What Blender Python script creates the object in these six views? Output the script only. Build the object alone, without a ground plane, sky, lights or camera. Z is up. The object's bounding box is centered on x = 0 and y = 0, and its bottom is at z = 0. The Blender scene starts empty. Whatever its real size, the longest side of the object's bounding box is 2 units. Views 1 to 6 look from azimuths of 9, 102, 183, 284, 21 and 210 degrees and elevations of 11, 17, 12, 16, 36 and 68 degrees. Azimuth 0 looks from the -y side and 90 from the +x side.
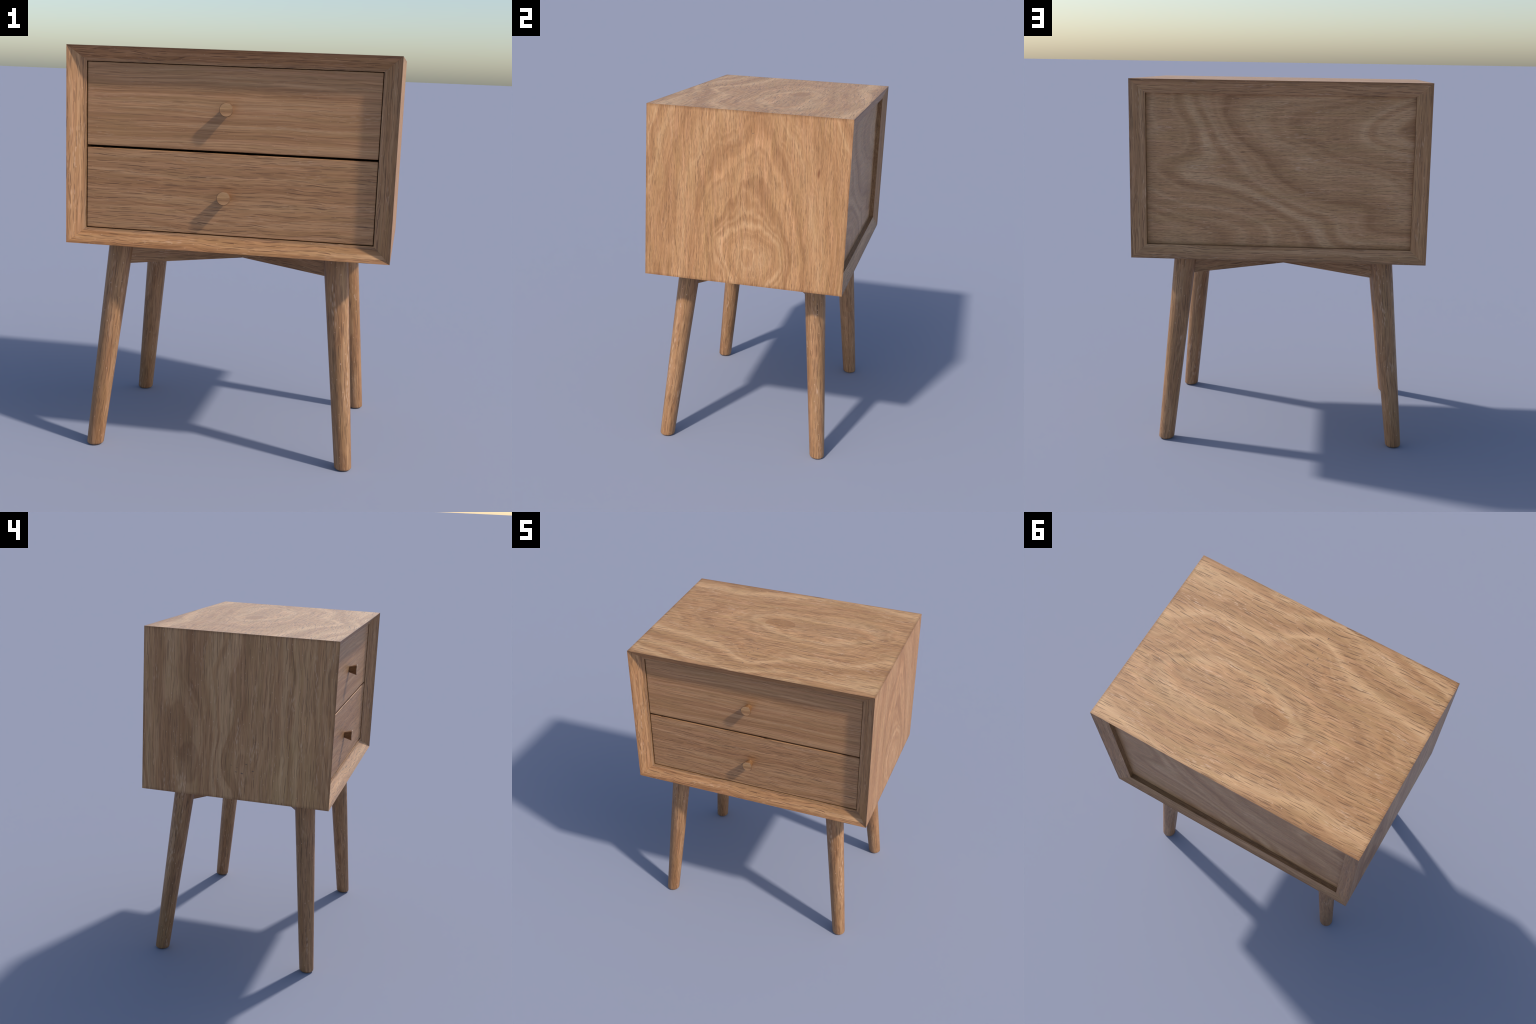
"""Two-drawer bedside table: mitred oak case with chamfered front and back rims,
recessed drawers with turned knobs, crossed brace and four splayed round legs."""
import bpy, bmesh, math
from mathutils import Vector

# ----------------------------------------------------------------- dimensions
HALF_W, HALF_D = 0.7835, 0.5525            # outer half width / half depth of the case
TOP, BASE = 2.0, 1.0560                   # case top and underside
RIM_X, RIM_TOP, RIM_BOTTOM = 0.0808, 0.0712, 0.0712   # board thickness seen on the rims
FRONT_IN, BACK_IN = -0.496, 0.528         # depth at which the chamfered rims end
DRAWER_Y, PANEL_Y = -0.4915, 0.501        # drawer fronts and back panel
EDGE = 0.0016                             # small eased edges


# ------------------------------------------------------------ node-tree helper
class Tree:
    """Tiny expression helper around a material's node tree."""

    def __init__(self, name):
        self.mat = bpy.data.materials.new(name)
        self.mat.use_nodes = True
        self.nt = self.mat.node_tree
        self.nt.nodes.clear()

    def node(self, kind, **props):
        n = self.nt.nodes.new(kind)
        for k, v in props.items():
            setattr(n, k, v)
        return n

    def put(self, socket, value):
        if hasattr(value, "is_output"):
            self.nt.links.new(value, socket)
        else:
            socket.default_value = value

    def math(self, op, a, b=0.0, clamp=False):
        n = self.node("ShaderNodeMath", operation=op, use_clamp=clamp)
        self.put(n.inputs[0], a)
        self.put(n.inputs[1], b)
        return n.outputs[0]

    def add(self, a, b): return self.math("ADD", a, b)
    def sub(self, a, b): return self.math("SUBTRACT", a, b)
    def mul(self, a, b): return self.math("MULTIPLY", a, b)

    def vec(self, x, y, z):
        n = self.node("ShaderNodeCombineXYZ")
        for s, v in zip(n.inputs, (x, y, z)):
            self.put(s, v)
        return n.outputs[0]

    def noise(self, vector, scale=1.0, detail=2.0, rough=0.5):
        n = self.node("ShaderNodeTexNoise", noise_dimensions="3D")
        self.put(n.inputs["Vector"], vector)
        self.put(n.inputs["Scale"], scale)
        self.put(n.inputs["Detail"], detail)
        self.put(n.inputs["Roughness"], rough)
        return n.outputs[0]

    def noise1(self, w, scale=1.0, detail=2.0, rough=0.5):
        n = self.node("ShaderNodeTexNoise", noise_dimensions="1D")
        self.put(n.inputs["W"], w)
        self.put(n.inputs["Scale"], scale)
        self.put(n.inputs["Detail"], detail)
        self.put(n.inputs["Roughness"], rough)
        return n.outputs[0]

    def cells(self, vector):
        n = self.node("ShaderNodeTexVoronoi", voronoi_dimensions="2D", feature="F1")
        self.put(n.inputs["Vector"], vector)
        self.put(n.inputs["Scale"], 1.0)
        return n.outputs["Distance"], n.outputs["Color"], n.outputs["Position"]

    def ramp(self, value, lo, hi, a=0.0, b=1.0, smooth=False):
        n = self.node("ShaderNodeMapRange", interpolation_type="SMOOTHSTEP" if smooth else "LINEAR")
        for s, v in zip(n.inputs[:5], (value, lo, hi, a, b)):
            self.put(s, v)
        return n.outputs[0]

    def colours(self, value, stops):
        n = self.node("ShaderNodeValToRGB")
        el = n.color_ramp.elements
        while len(el) < len(stops):
            el.new(0.5)
        for e, (pos, col) in zip(el, stops):
            e.position, e.color = pos, (*col, 1)
        self.put(n.inputs[0], value)
        return n.outputs[0]

    def mix(self, fac, a, b, blend="MIX"):
        n = self.node("ShaderNodeMix", data_type="RGBA", blend_type=blend)
        self.put(n.inputs[0], fac)
        for s, v in ((n.inputs[6], a), (n.inputs[7], b)):
            self.put(s, (*v, 1) if isinstance(v, tuple) else v)
        return n.outputs[2]

    # ---- figure pieces
    def hump(self, p, q, p0, q0, sp, sq, amount):
        """Gaussian swelling of the growth rings around (p0, q0)."""
        a = self.mul(self.sub(p, p0), 1 / sp)
        b = self.mul(self.sub(q, q0), 1 / sq)
        d = self.add(self.mul(a, a), self.mul(b, b))
        return self.mul(self.math("EXPONENT", self.mul(d, -1.0)), amount)

    def oval(self, p, q, p0, q0, squash, point=2.0, open_end=False, core=0.0008):
        """Distance from (p0, q0), with the grain direction squashed: nested cathedral rings.
        A `point` below 2 draws the arches to a peak; `open_end` lets the rings run out straight
        on the far side instead of closing."""
        a = self.mul(self.sub(p, p0), squash)
        a = self.math("MAXIMUM", self.mul(a, -1.0), self.mul(a, 0.12)) if open_end else self.math("ABSOLUTE", a)
        b = self.math("ABSOLUTE", self.sub(q, q0))
        total = self.add(self.math("POWER", a, point), self.math("POWER", b, point))
        return self.math("POWER", self.add(total, core), 1 / point)


# ---------------------------------------------------------------------- woods
OAK = dict(
    light=(0.565, 0.345, 0.180), mid=(0.455, 0.248, 0.114), dark=(0.335, 0.164, 0.066),
    olive=(0.400, 0.235, 0.096), pore=(0.135, 0.062, 0.028), fleck=(0.72, 0.50, 0.35),
    tint=(1.0, 1.0, 1.0), rings=26.0, streak=0.35, fibre=0.20, follow=0.5, wobble=0.05,
    pores=1.0, pore_len=0.085, pore_gap=0.021, pore_wide=0.12, flecks=0.35, rough=0.46, stretch=1.0,
    contrast=0.16, close=0.42, ripple=0.25, ragged=3.0,
)


def wood(name, grain, cross, figure=None, pins=(), patches=(), veins=(), ends=None, origin=None, leg=False, **over):
    """Oak with its grain along axis `grain`; `figure` returns the growth-ring phase."""
    o = {**OAK, **over}
    tone_of = lambda c: tuple(v * k for v, k in zip(c, o["tint"]))
    t = Tree(name)
    coord = t.node("ShaderNodeTexCoord").outputs["Object"]
    xyz = t.node("ShaderNodeSeparateXYZ")
    t.put(xyz.inputs[0], coord)
    rest = ({0, 1, 2} - {grain, cross}).pop()
    p, q, r = (xyz.outputs[i] for i in (grain, cross, rest))
    round_q, plain_p = None, p
    if leg:  # each leg is cut from another part of the plank; pores run round its skin
        p = t.add(p, t.mul(t.node("ShaderNodeObjectInfo").outputs["Random"], 37.0))
        round_q = t.mul(t.math("ARCTAN2", q, r), 0.05)
    if origin is not None:
        p = t.add(p, origin)
    # slow wander of the rings
    wander = t.sub(t.noise(t.vec(t.mul(p, 1.5), t.mul(q, 3.6), t.mul(r, 3.6)), detail=o["ragged"], rough=0.5), 0.5)
    fine_wander = t.sub(t.noise(t.vec(t.mul(p, 8.0), t.mul(q, 20.0), t.mul(r, 20.0)), detail=2), 0.5)
    phase = figure(t, p, q, r) if figure else t.add(q, t.mul(r, 0.7))
    clean = phase
    phase = t.add(phase, t.add(t.mul(wander, o["wobble"] * 2.6), t.mul(fine_wander, o["wobble"] * o["ripple"])))
    # fibres and pores bend along with the rings a little
    bend = t.mul(t.sub(t.noise(t.vec(t.mul(p, 2.6), t.mul(q, 6.0), t.mul(r, 6.0)), detail=2), 0.5), 0.10 * o["follow"])
    qq = t.add(q, bend)
    if figure and o["follow"]:
        qq = t.add(qq, t.mul(clean, 0.22 * o["follow"]))
    cell_q = t.add(round_q, bend) if leg else qq

    c = o["contrast"]
    broad = t.ramp(t.noise1(phase, o["rings"] * 0.55, 1.5, 0.5), 0.5 - c, 0.5 + c)
    close = t.ramp(t.noise1(t.add(phase, 4.3), o["rings"] * 2.1, 2.0, 0.6), 0.32, 0.68)
    ring = t.add(t.mul(broad, 1 - o["close"]), t.mul(close, o["close"]))
    streak = t.noise(t.vec(t.mul(p, 1.7 / o["stretch"]), t.mul(qq, 50.0), t.mul(r, 50.0)), detail=3.5, rough=0.65)
    streak = t.ramp(streak, 0.32, 0.68)
    tone = t.add(t.mul(ring, 1 - o["streak"]), t.mul(streak, o["streak"]))
    base = t.colours(tone, [(0.10, tone_of(o["dark"])), (0.5, tone_of(o["mid"])), (0.90, tone_of(o["light"]))])
    hue = t.noise(t.vec(t.mul(p, 3.0), t.mul(qq, 16.0), t.mul(r, 16.0)), detail=3, rough=0.6)
    base = t.mix(t.ramp(hue, 0.45, 0.66, 0.0, 0.45), base, tone_of(o["olive"]))
    pink = t.noise(t.vec(t.add(t.mul(p, 4.0 / o["stretch"]), 7.0), t.mul(qq, 70.0), t.mul(r, 70.0)), detail=2)
    rosy = tone_of(tuple(c * f for c, f in zip(o["light"], (1.0, 0.90, 0.92))))
    base = t.mix(t.ramp(pink, 0.52, 0.70, 0.0, 0.5), base, rosy)
    # single strong rings that stand out from the rest
    for (at, width, colour, strength) in veins:
        d = t.math("ABSOLUTE", t.sub(phase, at))
        patchy = t.ramp(fine_wander, -0.16, 0.10, 0.35, 1.0)
        base = t.mix(t.mul(t.ramp(d, width, width * 0.15, 0.0, strength, True), patchy), base, colour, "MULTIPLY")
    # fibre: hair-fine streaks
    fibre = t.noise(t.vec(t.mul(p, 7.5 / o["stretch"]), t.mul(qq, 190.0), t.mul(r, 190.0)), detail=3, rough=0.7)
    f = o["fibre"]
    grey = t.ramp(fibre, 0.3, 0.7, 1 - f, 1 + f)
    base = t.mix(1.0, base, t.vec(grey, grey, grey), "MULTIPLY")
    # broad dark or light patches: heart of a knot, stained area
    for (p0, q0, sp, sq, colour, strength, soft) in patches:
        a = t.mul(t.sub(p, p0), 1 / sp)
        b = t.mul(t.sub(t.add(q, t.mul(fine_wander, 0.03)), q0), 1 / sq)
        d = t.math("SQRT", t.add(t.mul(a, a), t.mul(b, b)))
        base = t.mix(t.ramp(d, 1.0 + soft, 1.0 - soft, 0.0, strength, True), base, colour, "MULTIPLY")
    # pores: thin dark dashes along the grain, in two sizes; their line follows the bent fibre
    dens = t.ramp(t.noise(t.vec(t.mul(p, 3.2), t.mul(qq, 18.0), t.mul(r, 18.0)), detail=2), 0.36, 0.60)
    pore = None
    for k, s in ((1.0, 1.0), (0.62, 0.7)):
        pu, qu = t.mul(p, 1 / (o["pore_len"] * k)), t.mul(cell_q, 1 / (o["pore_gap"] * k))
        _, col, at = t.cells(t.vec(pu, qu, 0.0))
        pos = t.node("ShaderNodeSeparateXYZ")
        t.put(pos.inputs[0], at)
        pick = t.node("ShaderNodeSeparateColor")
        t.put(pick.inputs[0], col)
        along = t.mul(t.sub(pu, pos.outputs[0]), 1.9)
        across = t.math("ABSOLUTE", t.sub(qu, pos.outputs[1]))
        size = t.mul(t.ramp(pick.outputs[0], 0.05, 0.55), t.add(t.mul(dens, 0.5), 0.5))
        taper = t.math("MAXIMUM", t.sub(1.0, t.mul(along, along)), 0.0)
        half = t.add(t.mul(t.mul(taper, size), o["pore_wide"] / k), 0.002)
        m = t.mul(t.ramp(across, t.mul(half, 1.15), t.mul(half, 0.6), 0.0, s), t.ramp(t.mul(taper, size), 0.08, 0.35))
        pore = m if pore is None else t.math("MAXIMUM", pore, m)
    ragged = t.ramp(fibre, 0.38, 0.62, 1.0, 0.6)
    pore = t.math("MINIMUM", t.mul(t.mul(pore, ragged), o["pores"]), 1.0)
    base = t.mix(t.mul(pore, 0.85), base, tone_of(o["pore"]))
    # pale mineral flecks in clusters
    dist, col, _ = t.cells(t.vec(t.mul(p, 20.0), t.add(t.mul(cell_q, 120.0), 3.0), 0.0))
    patch = t.ramp(t.noise(t.vec(t.add(t.mul(p, 4.0), 11.0), t.mul(qq, 24.0), t.mul(r, 24.0)), detail=2), 0.57, 0.69)
    fleck = t.mul(t.ramp(dist, 0.36, 0.14), patch)
    base = t.mix(t.mul(fleck, o["flecks"]), base, tone_of(o["fleck"]))
    speck_d, speck_c, _ = t.cells(t.vec(t.mul(p, 26.0), t.mul(cell_q, 48.0), 0.0))
    pick = t.node("ShaderNodeSeparateColor")
    t.put(pick.inputs[0], speck_c)
    big = t.mul(t.ramp(pick.outputs[1], 0.72, 1.0), 0.16)            # most cells stay empty
    base = t.mix(t.mul(t.ramp(speck_d, big, t.mul(big, 0.4)), o["flecks"] * 0.8), base, tone_of(o["fleck"]))
    # arrises: baked edge shading, painted as a thin, grain-broken darker line
    if ends:
        p_lo, p_hi, q_lo, q_hi = ends
        d = t.math("MINIMUM", t.math("MINIMUM", t.sub(plain_p, p_lo), t.sub(p_hi, plain_p)),
                   t.math("MINIMUM", t.sub(q, q_lo), t.sub(q_hi, q)))
        d = t.add(d, t.mul(t.sub(fibre, 0.5), 0.016))
        base = t.mix(t.ramp(d, 0.019, 0.0, 0.0, 0.7, True), base, (0.66, 0.60, 0.54), "MULTIPLY")
    # pin knots
    for (p0, q0, size) in pins:
        a = t.mul(t.sub(p, p0), 1 / (size * 0.75))
        b = t.mul(t.sub(t.sub(q, q0), t.mul(t.sub(p, p0), 0.5)), 1 / (size * 1.35))
        d = t.add(t.mul(a, a), t.mul(b, b))
        base = t.mix(t.ramp(t.add(d, t.mul(fine_wander, 1.5)), 1.4, 0.1, 0.0, 0.72), base, (0.085, 0.055, 0.045))
    bsdf = t.node("ShaderNodeBsdfPrincipled")
    t.put(bsdf.inputs["Base Color"], base)
    t.put(bsdf.inputs["Roughness"], t.ramp(fibre, 0.3, 0.7, o["rough"] - 0.04, o["rough"] + 0.06))
    t.put(bsdf.inputs["Specular IOR Level"], 0.5)
    bump = t.node("ShaderNodeBump")
    t.put(bump.inputs["Strength"], 0.22)
    t.put(bump.inputs["Distance"], 0.0015)
    t.put(bump.inputs["Height"], t.sub(t.mul(fibre, 0.5), pore))
    t.put(bsdf.inputs["Normal"], bump.outputs[0])
    out = t.node("ShaderNodeOutputMaterial")
    t.put(out.inputs[0], bsdf.outputs[0])
    return t.mat


X, Y, Z = 0, 1, 2
KNOT = (0.82, 0.75, 0.66)
PALE = (1.24, 1.28, 1.34)
DUSK = (0.80, 0.74, 0.68)

top_wood = wood(
    "oak_top", X, Y,
    figure=lambda t, p, q, r: t.add(
        t.add(t.oval(p, q, 0.10, 0.115, 0.34, open_end=True, core=0.005), t.hump(p, q, -0.05, -0.35, 0.16, 0.20, -0.13)),
        t.add(t.hump(p, q, 0.76, -0.06, 0.17, 0.26, 0.22), t.hump(p, q, -0.30, 0.34, 0.35, 0.16, 0.06))),
    pins=[(-0.3762, 0.139, 0.005), (-0.065, -0.441, 0.0045), (-0.044, -0.2505, 0.005), (-0.033, -0.377, 0.0045),
          (-0.0786, -0.349, 0.004), (-0.073, -0.31, 0.0035), (-0.058, -0.285, 0.0035)],
    patches=[(-0.03, 0.105, 0.10, 0.064, KNOT, 1.0, 0.06), (0.28, 0.125, 0.36, 0.058, DUSK, 0.9, 0.55)],
    veins=[(0.205, 0.026, PALE, 1.0), (0.105, 0.024, PALE, 1.0), (0.155, 0.024, DUSK, 0.8), (0.255, 0.024, DUSK, 0.6),
           (0.31, 0.028, PALE, 0.9), (0.42, 0.03, PALE, 0.7)],
    rings=20.0, tint=(0.97, 0.94, 0.88), wobble=0.10, ragged=2.0, contrast=0.13, close=0.2, streak=0.28, pore_len=0.095, pore_gap=0.027, pore_wide=0.10, fibre=0.16, follow=0.55, flecks=0.5,
    ends=(-HALF_W, HALF_W, -HALF_D, HALF_D))

right_wood = wood(
    "oak_right_side", Z, Y,
    figure=lambda t, p, q, r: t.add(
        t.oval(p, q, 1.225, 0.02, 0.42, 1.5, core=0.012),
        t.add(t.hump(p, q, 1.21, 0.15, 0.12, 0.13, -0.07), t.hump(p, q, 1.28, -0.09, 0.08, 0.09, -0.035))),
    pins=[(1.888, 0.0315, 0.0035)],
    patches=[(1.706, 0.389, 0.024, 0.006, (0.45, 0.28, 0.18), 0.8, 0.6)],
    veins=[(0.135, 0.012, PALE, 0.4), (0.30, 0.022, PALE, 1.0), (0.335, 0.02, DUSK, 0.8), (0.158, 0.010, DUSK, 0.6),
           (0.205, 0.016, DUSK, 0.5), (0.245, 0.018, PALE, 0.6)],
    rings=20.0, pore_len=0.042, pore_gap=0.015, pore_wide=0.10, pores=0.8, flecks=0.10, wobble=0.09, tint=(0.95, 0.88, 0.81), ripple=0.5,
    contrast=0.13, close=0.5, fibre=0.20, ends=(BASE, TOP, -HALF_D, HALF_D))

left_wood = wood(
    "oak_left_side", Z, Y,
    figure=lambda t, p, q, r: t.add(
        t.add(q, t.hump(p, q, 1.26, 0.27, 0.42, 0.12, 0.10)), t.hump(p, q, 1.24, -0.03, 0.13, 0.14, -0.07)),
    pins=[(1.2566, 0.0194, 0.0045), (1.2705, -0.068, 0.0045), (1.2203, -0.01, 0.0045), (1.2147, -0.0445, 0.005),
          (1.2342, -0.108, 0.0045), (1.2456, -0.015, 0.003)],
    patches=[(1.245, 0.272, 0.125, 0.064, (0.78, 0.72, 0.67), 0.8, 0.10), (1.68, 0.275, 0.36, 0.06, DUSK, 0.9, 0.8),
             (1.75, -0.40, 0.32, 0.10, (1.10, 1.14, 1.16), 0.8, 0.7), (1.15, -0.33, 0.30, 0.13, (1.06, 1.12, 1.10), 0.8, 0.3)],
    rings=24.0, streak=0.30, close=0.22, ragged=2.0, wobble=0.13, pore_len=0.12, pore_gap=0.026, pore_wide=0.075, flecks=0.5, follow=0.35, tint=(0.93, 0.85, 0.78), stretch=2.0, contrast=0.10,
    ends=(BASE, TOP, -HALF_D, HALF_D))

back_wood = wood(
    "oak_back_panel", X, Z,
    figure=lambda t, p, q, r: t.add(t.oval(p, q, -0.95, 1.80, 0.42), t.mul(p, 0.10)),
    rings=22.0, streak=0.15, ragged=0.6, pores=0.7, pore_len=0.04, pore_gap=0.013, flecks=0.3, follow=0.1, wobble=0.17,
    ripple=0.05, tint=(1.03, 0.965, 0.925), contrast=0.19, close=0.12)

GRAIN_BOW = lambda t, p, q, r: t.add(t.add(q, t.hump(p, q, 0.20, 1.93, 0.50, 0.14, -0.07)),
                                     t.hump(p, q, 0.1, 1.12, 0.35, 0.16, 0.08))
FRONT = dict(figure=GRAIN_BOW, fibre=0.22, flecks=0.25, tint=(0.82, 0.73, 0.665))
upper_wood = wood("oak_upper_drawer", X, Z, rings=40.0, streak=0.55, wobble=0.03, pore_len=0.10, pore_gap=0.030,
                  pore_wide=0.06, pores=0.6, stretch=3.0, follow=0.35, **FRONT)
lower_wood = wood("oak_lower_drawer", X, Z, rings=30.0, streak=0.45, wobble=0.045, pore_len=0.11, pore_gap=0.024,
                  pore_wide=0.10, pores=1.0, stretch=2.2, follow=0.5, **FRONT)

RIM = dict(rings=30.0, streak=0.65, wobble=0.03, flecks=0.4, pore_len=0.09, pore_gap=0.020, pore_wide=0.10, tint=(0.86, 0.785, 0.725), fibre=0.22, stretch=2.0)
rim_across = wood("oak_rim_horizontal", X, Z, origin=3.1, ends=(-HALF_W, HALF_W, BASE, TOP), **RIM)
rim_upright = wood("oak_rim_upright", Z, X, origin=5.7, ends=(BASE, TOP, -HALF_W, HALF_W), **RIM)
inner_wood = wood("oak_inside", X, Y, origin=1.7, tint=(0.62, 0.58, 0.52))  # tint lowered to carry the occlusion shade of the back recess
LEG = dict(rings=30.0, streak=0.42, wobble=0.12, flecks=0.85, pore_len=0.09, pore_gap=0.018, pore_wide=0.12, fibre=0.26, stretch=1.8, contrast=0.09)
leg_wood = wood("oak_leg", Z, X, leg=True, tint=(0.73, 0.66, 0.605), **LEG)
brace_wood = wood("oak_brace", X, Z, tint=(0.73, 0.66, 0.605), **LEG)
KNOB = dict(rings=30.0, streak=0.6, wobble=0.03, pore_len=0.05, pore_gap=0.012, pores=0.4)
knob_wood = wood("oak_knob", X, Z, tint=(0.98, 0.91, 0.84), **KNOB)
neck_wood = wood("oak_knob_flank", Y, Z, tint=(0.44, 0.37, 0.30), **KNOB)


# ------------------------------------------------------------------- geometry
def make(name, bm, materials, parent, location=(0, 0, 0), bevel=EDGE, segments=2, smooth_angle=35):
    me = bpy.data.meshes.new(name)
    bmesh.ops.recalc_face_normals(bm, faces=bm.faces)
    bm.to_mesh(me)
    bm.free()
    for m in materials:
        me.materials.append(m)
    ob = bpy.data.objects.new(name, me)
    bpy.context.collection.objects.link(ob)
    ob.parent = parent
    ob.location = location
    if bevel:
        b = ob.modifiers.new("eased_edges", "BEVEL")
        b.width, b.segments, b.limit_method, b.angle_limit = bevel, segments, "ANGLE", math.radians(40)
        b.harden_normals = True
    me.polygons.foreach_set("use_smooth", [True] * len(me.polygons))
    me.set_sharp_from_angle(angle=math.radians(smooth_angle))
    return ob


root = bpy.data.objects.new("bedside_table", None)
bpy.context.collection.objects.link(root)
root["label"] = "oak bedside table with two drawers and splayed legs"
root["category"] = "bedside table"

case = bpy.data.objects.new("case", None)
bpy.context.collection.objects.link(case)
case.parent = root

# section of every case board: (depth y, how far in from the outer face 0..1)
# the front rim is a chamfer that sweeps into a narrow flat ledge around the drawers
LEDGE = FRONT_IN - 0.0008
SECTION = [(-HALF_D, 0.0), (LEDGE - 0.012, 0.66), (LEDGE - 0.0045, 0.76), (LEDGE - 0.001, 0.83), (LEDGE, 0.90),
           (FRONT_IN, 1.0), (BACK_IN, 1.0), (HALF_D, 0.0)]
MITRE_GAP = 0.00004


def board(name, horizontal, side, face, rim):
    """One mitred case board; the chamfered front and back rims carry their own grain."""
    bm = bmesh.new()
    ends = []
    for s in (-1, 1):
        ring = []
        for y, t in SECTION:
            x_in = HALF_W - RIM_X * t
            z_hi, z_lo = TOP - RIM_TOP * t, BASE + RIM_BOTTOM * t
            if horizontal:
                co = (s * (x_in - MITRE_GAP), y, z_hi if side > 0 else z_lo)
            else:
                co = (side * x_in, y, (z_hi if s > 0 else z_lo) - s * MITRE_GAP)
            ring.append(bm.verts.new(co))
        ends.append(ring)
    a, b = ends
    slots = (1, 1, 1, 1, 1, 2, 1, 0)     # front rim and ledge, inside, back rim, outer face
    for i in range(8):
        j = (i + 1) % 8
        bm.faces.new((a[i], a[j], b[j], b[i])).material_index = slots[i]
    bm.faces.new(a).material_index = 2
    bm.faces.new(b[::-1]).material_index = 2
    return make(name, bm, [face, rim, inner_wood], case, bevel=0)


board("top_board", True, 1, top_wood, rim_across)
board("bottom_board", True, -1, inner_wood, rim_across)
board("side_board", False, 1, right_wood, rim_upright)
board("side_board", False, -1, left_wood, rim_upright)


def block(name, lo, hi, materials, parent, **kw):
    bm = bmesh.new()
    bmesh.ops.create_cube(bm, size=1.0)
    for v in bm.verts:
        v.co = Vector([(l + h) / 2 + c * (h - l) for c, l, h in zip(v.co, lo, hi)])
    return make(name, bm, materials, parent, **kw)


in_x = HALF_W - RIM_X
block("back_panel", (-in_x + 0.0004, PANEL_Y - 0.012, BASE + RIM_BOTTOM + 0.0004),
      (in_x - 0.0004, PANEL_Y, TOP - RIM_TOP - 0.0004), [back_wood], case, bevel=0)


def knob(parent, x, y, z):
    """Turned knob flaring from a slim neck to a flat end with an eased rim."""
    profile = [(0.0198, 0.004), (0.0198, 0.0), (0.0326, -0.0452), (0.0328, -0.0466), (0.0322, -0.0480), (0.0306, -0.0488)]
    n, bm = 48, bmesh.new()
    rings = [[bm.verts.new((rad * math.cos(2 * math.pi * i / n), dy, rad * math.sin(2 * math.pi * i / n)))
              for i in range(n)] for rad, dy in profile]
    for a, b in zip(rings, rings[1:]):
        for i in range(n):
            bm.faces.new((a[i], a[(i + 1) % n], b[(i + 1) % n], b[i]))
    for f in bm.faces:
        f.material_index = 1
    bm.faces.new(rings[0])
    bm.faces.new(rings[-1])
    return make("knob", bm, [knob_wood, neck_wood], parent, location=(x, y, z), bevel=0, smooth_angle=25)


GAP = 0.0034
LEFT, RIGHT = -in_x + GAP, in_x - GAP
for board_wood, lo, hi, zk in ((upper_wood, 1.5318, TOP - RIM_TOP - 0.0028, 1.7290), (lower_wood, BASE + RIM_BOTTOM + GAP, 1.5212, 1.3150)):
    drawer = block("drawer", (LEFT, DRAWER_Y, lo), (RIGHT, DRAWER_Y + 0.045, hi), [board_wood], root, bevel=0.004, segments=3)
    knob(drawer, -0.012, DRAWER_Y, zk)

# ----------------------------------------------------------------------- legs
SHIFT = Vector((-0.0191, -0.0058, 0.0))          # the underframe sits a touch off centre
HEAD, FOOT = (0.5378, 0.3648), (0.6389, 0.4585)  # leg axis at the case underside / on the floor
R_HEAD, R_FOOT = 0.0604, 0.0428


def leg(sx, sy):
    foot = Vector((sx * FOOT[0], sy * FOOT[1], 0)) + SHIFT
    lean = Vector((sx * (HEAD[0] - FOOT[0]), sy * (HEAD[1] - FOOT[1]), BASE))
    n, bm = 40, bmesh.new()
    # rounded foot, then a straight taper into the case
    ease = 0.013
    steps = [(0.0, R_FOOT - ease)]
    steps += [(ease * (1 - math.cos(a)), R_FOOT - ease + ease * math.sin(a)) for a in (math.pi * k / 12 for k in range(1, 7))]
    steps += [(z, R_FOOT + (R_HEAD - R_FOOT) * z / BASE) for z in [ease + (BASE + 0.015 - ease) * k / 16 for k in range(1, 17)]]
    rings = []
    for z, rad in steps:
        c = lean * (z / BASE)
        rings.append([bm.verts.new((c.x + rad * math.cos(2 * math.pi * i / n), c.y + rad * math.sin(2 * math.pi * i / n), z))
                      for i in range(n)])
    for a, b in zip(rings, rings[1:]):
        for i in range(n):
            bm.faces.new((a[i], a[(i + 1) % n], b[(i + 1) % n], b[i]))
    bm.faces.new(rings[0][::-1])
    bm.faces.new(rings[-1])
    turn = Vector((0, 0, 1)).rotation_difference(lean)      # local z runs along the leg
    bmesh.ops.rotate(bm, cent=(0, 0, 0), matrix=turn.inverted().to_matrix(), verts=bm.verts)
    ob = make("leg", bm, [leg_wood], root, location=foot, bevel=0, smooth_angle=50)
    ob.rotation_mode = "QUATERNION"
    ob.rotation_quaternion = turn
    return ob


for sx in (-1, 1):
    for sy in (-1, 1):
        leg(sx, sy)

# crossed brace under the case: two bars lapped at the middle, running leg to leg
brace = bpy.data.objects.new("brace", None)
bpy.context.collection.objects.link(brace)
brace.parent = root
BAR_LOW, BAR_THICK = 0.9378, 0.045
reach = Vector((HEAD[0] + 0.008, HEAD[1] + 0.006, 0))
angle = math.atan2(reach.y, reach.x)
for s, drop in ((1, 0.0), (-1, 0.0006)):
    bm = bmesh.new()
    bmesh.ops.create_cube(bm, size=1.0)
    for v in bm.verts:
        v.co = Vector((v.co.x * 2 * reach.length, v.co.y * BAR_THICK, (v.co.z + 0.5) * (BASE - BAR_LOW - 0.0005 - drop)))
    ob = make("brace_bar", bm, [brace_wood], brace, location=(SHIFT.x + 0.016, SHIFT.y + 0.005, BAR_LOW + drop), bevel=0.002)
    ob.rotation_euler = (0, 0, s * angle)
